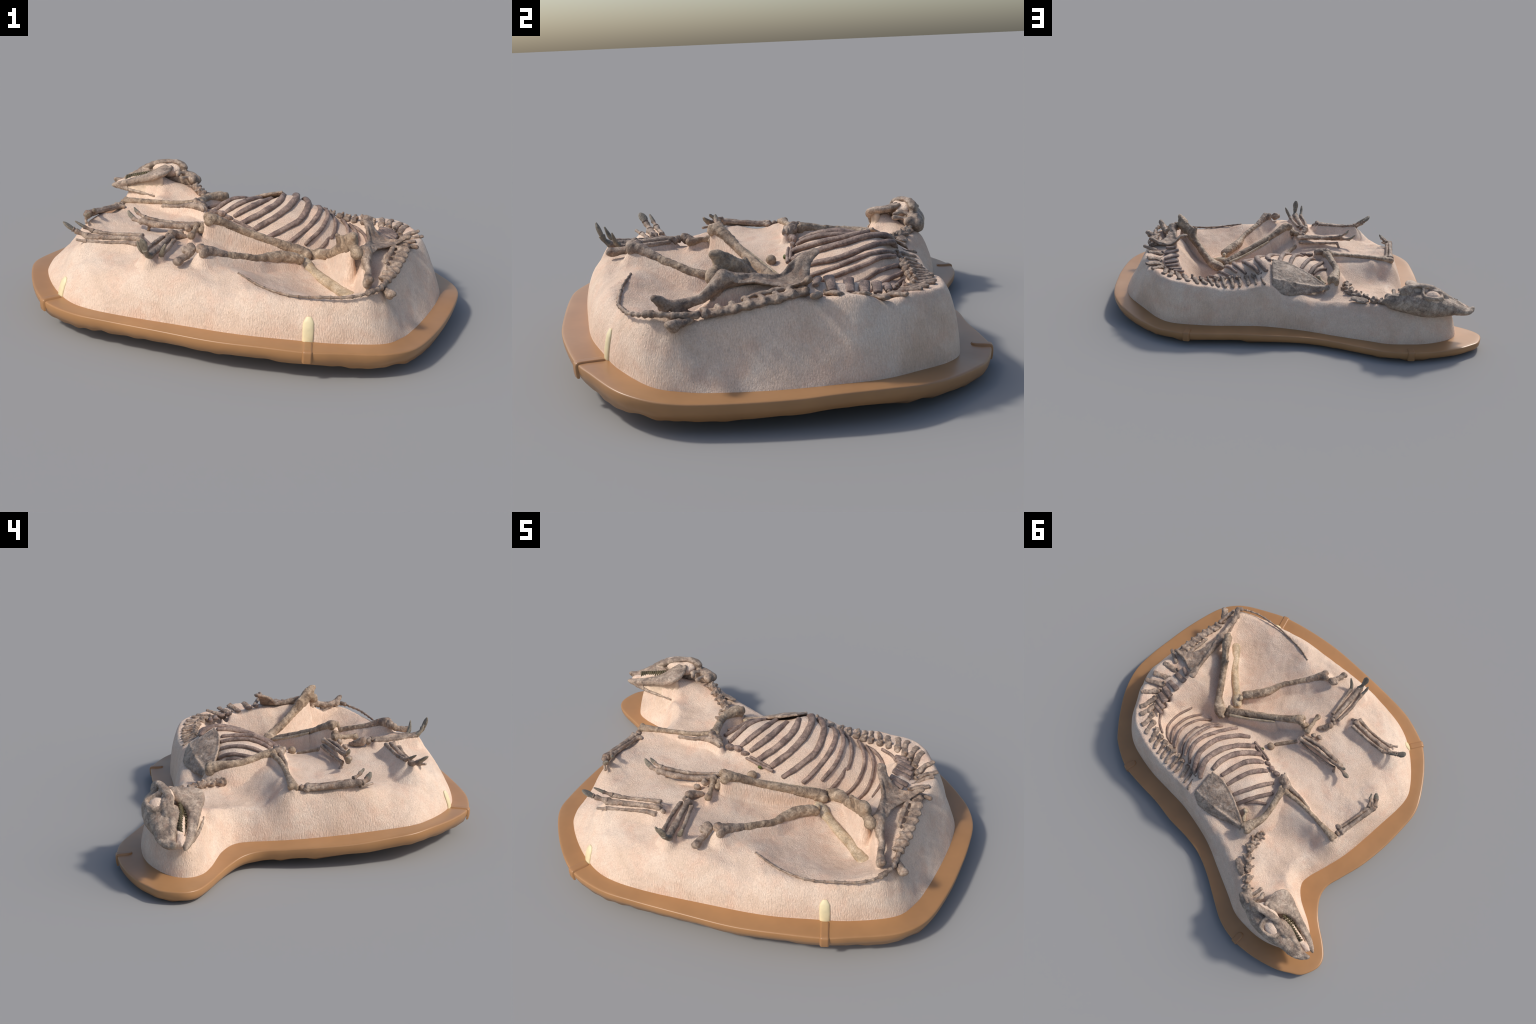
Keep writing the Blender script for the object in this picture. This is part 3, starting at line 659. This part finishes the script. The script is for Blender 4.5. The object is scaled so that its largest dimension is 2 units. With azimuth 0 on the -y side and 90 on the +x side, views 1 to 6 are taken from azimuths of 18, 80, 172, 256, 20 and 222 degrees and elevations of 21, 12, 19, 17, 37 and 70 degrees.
# ------------------------------------------------------------------ skull
def skull():
    body = T([(-.466,.655,.278,.022,.024),(-.490,.660,.272,.034,.036),(-.530,.666,.268,.040,.044),(-.575,.674,.270,.052,.054),(-.62,.680,.268,.058,.062),(-.67,.680,.258,.062,.062),(-.72,.676,.250,.062,.058),(-.77,.670,.244,.058,.050),(-.82,.670,.236,.050,.040),(-.865,.674,.224,.040,.026),(-.905,.670,.215,.028,.018),(-.932,.660,.218,.014,.014)], n_len=60, n_round=26, rough=.02)
    arch = T([(-.545,.660,.340,.018,.016),(-.570,.660,.357,.020,.013),(-.600,.656,.363,.020,.011),(-.640,.648,.360,.019,.012),(-.680,.639,.350,.018,.014),(-.715,.637,.336,.019,.016),(-.750,.645,.316,.022,.016),(-.785,.648,.294,.026,.016)])
    maxil = E((-.775,.632,.268), (.085, .030, .040), axis=(1, -.25, .35))
    temporal = E((-.565,.668,.332), (.042, .022, .030), axis=(1, -.1, .1))
    cheek = E((-.700,.655,.290), (.075, .026, .050), axis=(1, -.15, -.25))
    maxil2 = E((-.835,.645,.250), (.060, .022, .026), axis=(1, -.25, .35))
    brow = T([(-.655,.720,.318,.010,.010),(-.690,.726,.316,.010,.010),(-.730,.712,.308,.012,.012),(-.748,.690,.306,.012,.014),(-.750,.66,.312,.012,.014)])
    post = T([(-.650,.715,.316,.010,.012),(-.645,.690,.322,.010,.016),(-.652,.664,.340,.010,.014)])
    crest = T([(-.470,.650,.298,.012,.010),(-.50,.664,.306,.010,.010),(-.56,.690,.304,.008,.008),(-.62,.715,.306,.008,.008)])
    occ = [E((-.478,.628,.286), (.024, .028, .026)), T([(-.500,.630,.290,.012,.010),(-.512,.596,.300,.010,.010),(-.516,.570,.302,.012,.012)]), T([(-.530,.640,.310,.012,.010),(-.548,.614,.318,.010,.010),(-.556,.600,.320,.010,.010)]), E((-.545,.585,.312), (.010,.016,.010)), E((-.515,.648,.300),(.03,.02,.02))]
    pre = T([(-.890,.668,.222,.018,.012),(-.920,.660,.226,.012,.010),(-.940,.654,.226,.010,.010)])
    ob = fused("skull", [body, arch, maxil, maxil2, cheek, temporal, brow, post, crest, pre] + occ, BONE_SKULL, voxel=.004, smooth=3, rough=.002, rscale=45)
    # eye socket plug of rock
    fused("eye_socket_filling", [E((-.700,.684,.286), (.052, .043, .054), axis=(1, -.2, -.35)), E((-.690,.665,.300), (.035, .02, .036))], ROCK, parent=ob, rough=.001)
    jaw = [(-.606,.618,.338),(-.592,.582,.332),(-.592,.534,.328),(-.610,.498,.326),(-.642,.484,.312),(-.700,.506,.292),(-.742,.526,.278),(-.798,.544,.258),(-.856,.564,.234),(-.895,.586,.216),(-.930,.610,.205),(-.918,.622,.212),(-.884,.608,.220),(-.831,.590,.240),(-.758,.575,.272),(-.705,.582,.296),(-.665,.616,.322),(-.630,.632,.340)]
    mand = fused("mandible", [plate_geo(jaw, .034, edge=.012),
                              T([(-.600,.616,.338,.012,.012),(-.592,.575,.332,.008,.010),(-.596,.530,.327,.008,.010),(-.618,.495,.322,.009,.012),(-.66,.490,.304,.009,.013),(-.72,.516,.284,.010,.014),(-.80,.547,.254,.011,.016),(-.87,.573,.226,.013,.017),(-.915,.604,.210,.014,.014),(-.935,.614,.204,.008,.008)]),
                              T([(-.915,.606,.204,.013,.012),(-.860,.568,.212,.009,.011),(-.790,.534,.215,.007,.009),(-.720,.508,.218,.006,.008),(-.638,.484,.217,.004,.006)])], BONE_SKULL, voxel=.004, smooth=3, parent=ob, rough=.0015)
    # rock left between the two halves of the lower jaw, and inside the cheek
    up = spline([(-.895,.598,.214),(-.84,.572,.234),(-.78,.553,.254),(-.72,.534,.276),(-.66,.512,.296),(-.62,.512,.306)], 14)
    lo = spline([(-.895,.600,.206),(-.85,.570,.212),(-.79,.540,.212),(-.72,.514,.212),(-.64,.494,.212),(-.60,.500,.212)], 14)
    wall = [T([(*(a + [0, .010, 0]), .014, .016), (*((a + b) / 2 + [0, .016, 0]), .014, .016), (*(b + [0, .008, 0]), .014, .014)], n_len=8, up=(1, 0, 0), rough=.02) for a, b in zip(up, lo)]
    fused("jaw_filling", wall, TAN_FILL, voxel=.005, smooth=4, parent=ob, rough=.001)
    fused("cheek_filling", [E((-.640,.632,.318), (.074, .030, .036), axis=(1, -.1, -.1)), E((-.600,.645,.325), (.045, .022, .03))], ROCK, voxel=.005, parent=ob, rough=.001)
    # cheek teeth, upper and lower rows
    U = spline([(-.852,.614,.262),(-.810,.604,.276),(-.765,.594,.291),(-.705,.586,.309)], 12)
    for k, p in enumerate(U):
        w = .0078
        fused("tooth", [T([(p[0], p[1] + .010, p[2] + .004, w, .007), (p[0] - .002, p[1] - .003, p[2] - .022, w * .95, .006)], n_len=6, n_round=8, cap=.4, up=(0, 1, 0))], TOOTH, voxel=.0022, smooth=1, parent=ob, rough=.0006)
    Lw = spline([(-.862,.598,.240),(-.815,.588,.257),(-.765,.576,.280),(-.712,.574,.299)], 11)
    for k, p in enumerate(Lw):
        fused("tooth", [T([(p[0], p[1] - .002, p[2] - .014, .0068, .005), (p[0], p[1] + .008, p[2] - .010, .0066, .004)], n_len=6, n_round=8, cap=.4)], TOOTH, voxel=.0022, smooth=1, parent=ob, rough=.0006)
    fused("mouth_filling", [E((-.880,.622,.222), (.045, .020, .020), axis=(1, -.1, .3)), T([(-.90,.630,.208,.016,.016),(-.82,.614,.240,.022,.026),(-.72,.602,.272,.024,.030)])], ROCK, parent=ob, rough=.002)
skull()

# ------------------------------------------------------------------ rock mound
MOUND_FOOT = [(-.70,-.49),(-.58,-.628),(-.435,-.722),(-.235,-.757),(.03,-.760),(.29,-.752),(.475,-.717),(.63,-.676),(.788,-.592),(.848,-.49),(.880,-.38),(.908,-.2),(.920,-.05),(.902,.075),(.82,.215),(.742,.338),(.652,.407),(.47,.453),(.3,.467),(.167,.479),(.0,.517),(-.1,.552),(-.2,.600),(-.29,.643),(-.375,.684),(-.46,.725),(-.55,.738),(-.65,.737),(-.745,.712),(-.832,.662),(-.868,.60),(-.850,.535),(-.785,.482),(-.68,.42),(-.628,.36),(-.628,.30),(-.66,.2),(-.70,.05),(-.727,-.18),(-.742,-.38)]
FOOT = spline(MOUND_FOOT, 620, closed=True)[:, :2]

def top_points():
    pts = []
    for p in RIBS:
        q = spline(p, 6)
        pts += [(x, y, z - .009) for x, y, z in q]
    pts += [(x, y, z - .006) for x, y, z in COL[::2]]
    pts += [(x, y, z - .006) for x, y, z in TIPS]
    pts += [((a[0] + b[0]) / 2, (a[1] + b[1]) / 2, (a[2] + b[2]) / 2 - .006) for a, b in list(zip(COL, TIPS))[::2]]
    pts += [(x, y, z - .006) for x, y, z in TAIL[6::2]]
    pts += [(.825,-.15,.300),(.83,-.25,.270),(.825,-.35,.250),(.80,-.45,.245),(.845,-.05,.300)]
    pts += [(.775,-.165,.341),(.772,-.25,.328),(.766,-.332,.314),(.735,-.25,.318),(.735,-.33,.305),(.74,-.19,.33),(.762,-.42,.288),(.760,-.50,.288),(.738,-.57,.300)]
    pts += [(x, y, z - .012) for x, y, z in NECK[::2]]
    pts += [# belly hollow
        (.518,-.068,.228),(.57,.03,.226),(.585,.10,.226),(.63,-.01,.330),(.63,.05,.322),(.635,.10,.305),(.63,.14,.298),(.612,.18,.285),(.45,-.05,.215),(.40,-.02,.205),(.545,-.13,.262),(.55,-.06,.240),(.588,-.075,.310),(.603,-.12,.330),(.617,-.20,.340),(.575,-.16,.296),(.60,-.26,.335),
        # bowl between thigh and tail
        (.577,-.434,.206),(.629,-.400,.228),(.50,-.47,.210),(.45,-.40,.192),(.40,-.50,.232),(.30,-.48,.252),(.40,-.33,.202),(.45,-.58,.260),(.60,-.55,.258),(.66,-.52,.272),(.30,-.58,.276),(.53,-.31,.200),(.47,-.25,.198),(.36,-.25,.216),
        # between the shins
        (.25,-.20,.225),(.15,-.28,.235),(.20,-.36,.246),(.05,-.38,.272),(.10,-.42,.263),(-.03,-.45,.305),(.0,-.32,.300),
        # front edge
        (.12,-.58,.315),(.10,-.66,.300),(.2,-.66,.290),(.0,-.68,.312),(-.099,-.690,.310),(-.02,-.60,.330),(-.15,-.55,.326),(-.16,-.43,.325),(-.25,-.60,.305),(-.25,-.68,.290),
        # under the detached foot
        (-.251,-.412,.304),(-.30,-.49,.312),(-.40,-.49,.306),(-.50,-.49,.298),(-.40,-.58,.290),(-.50,-.57,.258),(-.50,-.62,.25),(-.525,-.421,.262),(-.60,-.48,.248),(-.40,-.66,.262),(-.55,-.56,.240),
        # middle
        (-.406,-.143,.281),(-.25,-.16,.286),(-.15,-.14,.280),(-.05,-.06,.270),(.05,-.08,.258),(.15,-.08,.240),(.25,-.05,.222),(-.30,-.02,.288),(-.20,-.03,.296),(-.26,-.05,.298),(-.38,.03,.294),(-.36,-.30,.298),(-.25,-.30,.304),(-.17,-.27,.308),(-.08,-.27,.325),
        (-.48,-.28,.272),(-.55,-.20,.272),(-.60,-.30,.272),(-.45,.02,.290),(-.55,.0,.287),(-.62,.04,.282),(-.65,-.10,.292),(-.67,-.2,.285),(-.655,.12,.262),
        # west edge
        (-.69,-.30,.240),(-.70,-.10,.250),(-.68,.08,.235),(-.655,.2,.190),
        # hollow between forelimb and neck
        (-.529,.167,.236),(-.45,.20,.222),(-.38,.25,.218),(-.33,.30,.222),(-.42,.33,.215),(-.52,.30,.212),(-.60,.25,.200),(-.50,.40,.208),(-.42,.43,.214),(-.60,.35,.195),
        (-.18,.25,.285),(-.15,.32,.255),(-.25,.20,.278),(-.30,.14,.296),(-.40,.130,.298),(-.50,.135,.292),(-.58,.140,.282),
        # head pedestal
        (-.50,.52,.222),(-.55,.49,.228),(-.62,.44,.222),(-.52,.56,.255),(-.60,.56,.290),(-.62,.522,.290),(-.66,.516,.276),(-.72,.540,.262),(-.78,.562,.236),(-.84,.590,.208),(-.64,.482,.196),(-.72,.508,.193),(-.79,.536,.191),(-.82,.575,.200),(-.56,.51,.24),(-.68,.60,.275),(-.80,.62,.215),(-.60,.66,.235),(-.70,.70,.215),(-.50,.69,.235),(-.78,.69,.195),(-.42,.63,.240),
        # shoulder flank
        (-.10,.37,.225),(-.20,.42,.222),(-.28,.50,.228),(-.05,.44,.228),(.05,.45,.236),(-.20,.54,.212),(-.30,.59,.215),(-.40,.65,.222)]
    return pts

# wall run-in width and how convex its profile is, around the foot of the mound
WALL_W = np.array([(-.73,-.1,.09,1),(-.70,.05,.09,1),(-.66,.2,.09,1),(-.74,-.38,.12,.9),(-.66,-.55,.12,.8),(-.56,-.65,.085,.9),(-.4,-.73,.11,.8),(-.1,-.757,.09,1),(.2,-.755,.09,1),(.5,-.712,.075,.9),(.7,-.64,.07,.8),(.82,-.54,.088,.35),(.88,-.38,.13,0),(.915,-.1,.13,.1),(.90,.07,.11,.3),(.81,.22,.065,.8),(.72,.34,.055,.8),(.5,.44,.055,.9),(.2,.462,.05,1),(.02,.50,.06,1),(-.15,.56,.095,.7),(-.3,.635,.10,.7),(-.5,.735,.08,.9),(-.7,.73,.06,.8),(-.86,.6,.05,.4),(-.81,.50,.055,.3),(-.72,.45,.06,.2),(-.63,.33,.10,.7)])

def height(xy):
    ring = np.vstack([FOOT, FOOT[:1]])
    d, _, _ = poly_dist(ring, xy)
    ins = inside(FOOT, xy)
    d = np.where(ins, d, -d)
    zb = ZB(xy[:, 0], xy[:, 1]) - .004
    top = TOP(xy[:, 0], xy[:, 1])
    # rock heaped under bones
    for P, w, slope in SUPPORT:
        S = spline(P, 24)
        lo, hi = S[:, :2].min(0) - .09, S[:, :2].max(0) + .09
        m = np.where(((xy > lo) & (xy < hi)).all(1))[0]
        if not len(m):
            continue
        dd, i, t = poly_dist(S[:, :2], xy[m])
        zc = S[i, 2] * (1 - t) + S[i + 1, 2] * t
        rd = zc - w * .35 - slope * np.maximum(0, dd - w * .75)
        k = .008
        h = np.clip(.5 + .5 * (rd - top[m]) / k, 0, 1)
        top[m] = top[m] * (1 - h) + rd * h + k * h * (1 - h)
    w2 = 1 / (np.hypot(xy[:, 0][:, None] - WALL_W[:, 0], xy[:, 1][:, None] - WALL_W[:, 1]) ** 3 + 1e-5)
    w = (w2 * WALL_W[:, 2]).sum(1) / w2.sum(1)
    t = np.clip(d / w, 0, 1)
    cv = (w2 * WALL_W[:, 3]).sum(1) / w2.sum(1)
    prof = cv * (1 - (1 - t) ** 2.3) ** (1 / 1.55) + (1 - cv) * (1 - (1 - t) ** 1.4)
    z = zb + (top - zb) * prof
    z = np.where(d < 0, zb + d * 2.0, z)
    P3 = np.c_[xy, z]
    wall = np.exp(-np.maximum(d, 0) / .08)
    z = z + np.where(d > 0, (.0035 * vnoise(P3, 11, 21) + .0018 * vnoise(P3, 30, 22) + .0007 * vnoise(P3, 90, 23)) * np.clip(d / .02, 0, 1) * (1 + wall), 0)
    return z

TOP = TPS(top_points(), 3e-5)

def build_mound():
    n = len(FOOT)
    t = np.roll(FOOT, -1, 0) - np.roll(FOOT, 1, 0); t /= np.linalg.norm(t, axis=1)[:, None]
    nin = np.c_[-t[:, 1], t[:, 0]]
    if ((FOOT.mean(0) - FOOT) * nin).sum() < 0:
        nin = -nin
    rings = [FOOT - nin * .006, FOOT]
    for dd in (.0008, .002, .004, .007, .0105, .0145, .019, .024):
        rings.append(FOOT + nin * dd)
    sp = .0052
    gx, gy = np.meshgrid(np.arange(-.9, .95, sp), np.arange(-.8, .78, sp * .866))
    gx[1::2] += sp / 2
    g = np.c_[gx.ravel(), gy.ravel()]
    g = g[inside(FOOT, g)]
    d, _, _ = poly_dist(np.vstack([FOOT, FOOT[:1]]), g)
    g = g[d > .0275]
    pts = np.vstack(rings + [g])
    # keep ring points that are truly at their depth (tight corners)
    vo, _, fo, *_ = delaunay_2d_cdt([Vector(p) for p in pts], [(i, (i + 1) % n) for i in range(n)], [], 1, 1e-7)
    xy = np.array([tuple(v) for v in vo])
    z = height(xy)
    return add_mesh("rock_mound", np.c_[xy, z], fo, ROCK)

mound = build_mound()

# ------------------------------------------------------------------ straps and clips
def strap(px, py, inner, half=.020, clip=False):
    i = int(np.argmin(np.hypot(RIM[:, 0] - px, RIM[:, 1] - py)))
    p = RIM[i]; o = RIM_OUT[i]; s = np.array([-o[1], o[0]])
    prof = []
    m = 8
    for k in range(m + 1):
        q = p[:2] - o * inner * (1 - k / m) + o * (.002 if k == m else 0)
        prof.append((q, ZB(q[0], q[1])[0] if k < m - 1 else p[2], k))
    rows = [(q, z + .006, 0) for q, z, k in prof]
    rows[-1] = (p[:2] + o * .001, p[2] + .005, 0)
    rows += [(p[:2] + o * .0065, p[2] + .001, 0), (p[:2] + o * .0075, p[2] - .012, 0), (p[:2] + o * .0065, p[2] - .034, 0), (p[:2] + o * .003, max(p[2] - .046, .0005), 0)]
    V = []; F = []; cols = np.linspace(-1, 1, 9)
    nr = len(rows)
    for r, (q, z, _) in enumerate(rows):
        for c in cols:
            wid = half
            if not clip and r < 3:
                wid = half * (.55, .85, 1)[r]
            edge = (abs(c) > .9)
            drop = .009 if edge else 0
            if r <= m:
                V.append((*(q + s * wid * c), z - drop))
            else:
                V.append((*(q + s * wid * c - o * drop), z))
    k = len(cols)
    for r in range(nr - 1):
        for c in range(k - 1):
            F.append((r * k + c, r * k + c + 1, (r + 1) * k + c + 1, (r + 1) * k + c))
    # inner end drops into the plate
    e0 = len(V)
    for c in range(k):
        V.append((V[c][0] - o[0] * .006, V[c][1] - o[1] * .006, V[c][2] - .012))
    for c in range(k - 1):
        F.append((e0 + c, e0 + c + 1, c + 1, c))
    ob = add_mesh("strap", V, F, STRAP)
    md = ob.modifiers.new("round", 'SUBSURF'); md.levels = 1; md.render_levels = 1
    return ob, p, o, s

def clip(px, py, z_top, half):
    """cream tongue lying against the mound wall"""
    i = int(np.argmin(np.hypot(FOOT[:, 0] - px, FOOT[:, 1] - py)))
    t = FOOT[(i + 3) % len(FOOT)] - FOOT[i - 3]; t /= np.linalg.norm(t)
    nin = np.array([-t[1], t[0]])
    if nin @ (FOOT.mean(0) - FOOT[i]) < 0:
        nin = -nin
    d = np.linspace(.0003, .12, 500); q = FOOT[i] + d[:, None] * nin
    z = height(q); zz = np.linspace(z[0] - .004, z_top, 7)
    rows = []
    for k, h in enumerate(zz):
        m = int(np.argmax(z >= h)); p = q[m]
        rows.append((p[0] - nin[0] * .001, p[1] - nin[1] * .001, h, half * (1, 1, 1.03, 1.03, 1, .9, .5)[k], .0075 if k < 6 else .005))
    V, F = tube_geo(rows, n_len=26, n_round=20, up=(-nin[0], -nin[1], .1), rough=.02, cap=.6)
    return add_mesh("cream_clip", V, F, CLIP)

strap(.546, -.803, .088, clip=True)
strap(-.592, -.728, .075, clip=True)
strap(.604, .533, .062)
strap(-.573, .833, .060)
clip(.523, -.712, .216, .021)
clip(-.55, -.655, .195, .021)

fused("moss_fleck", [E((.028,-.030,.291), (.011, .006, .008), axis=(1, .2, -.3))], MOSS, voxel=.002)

print("objects", len(bpy.data.objects), "tris", sum(len(p.vertices) - 2 for o in bpy.data.objects if o.type == 'MESH' for p in o.data.polygons))
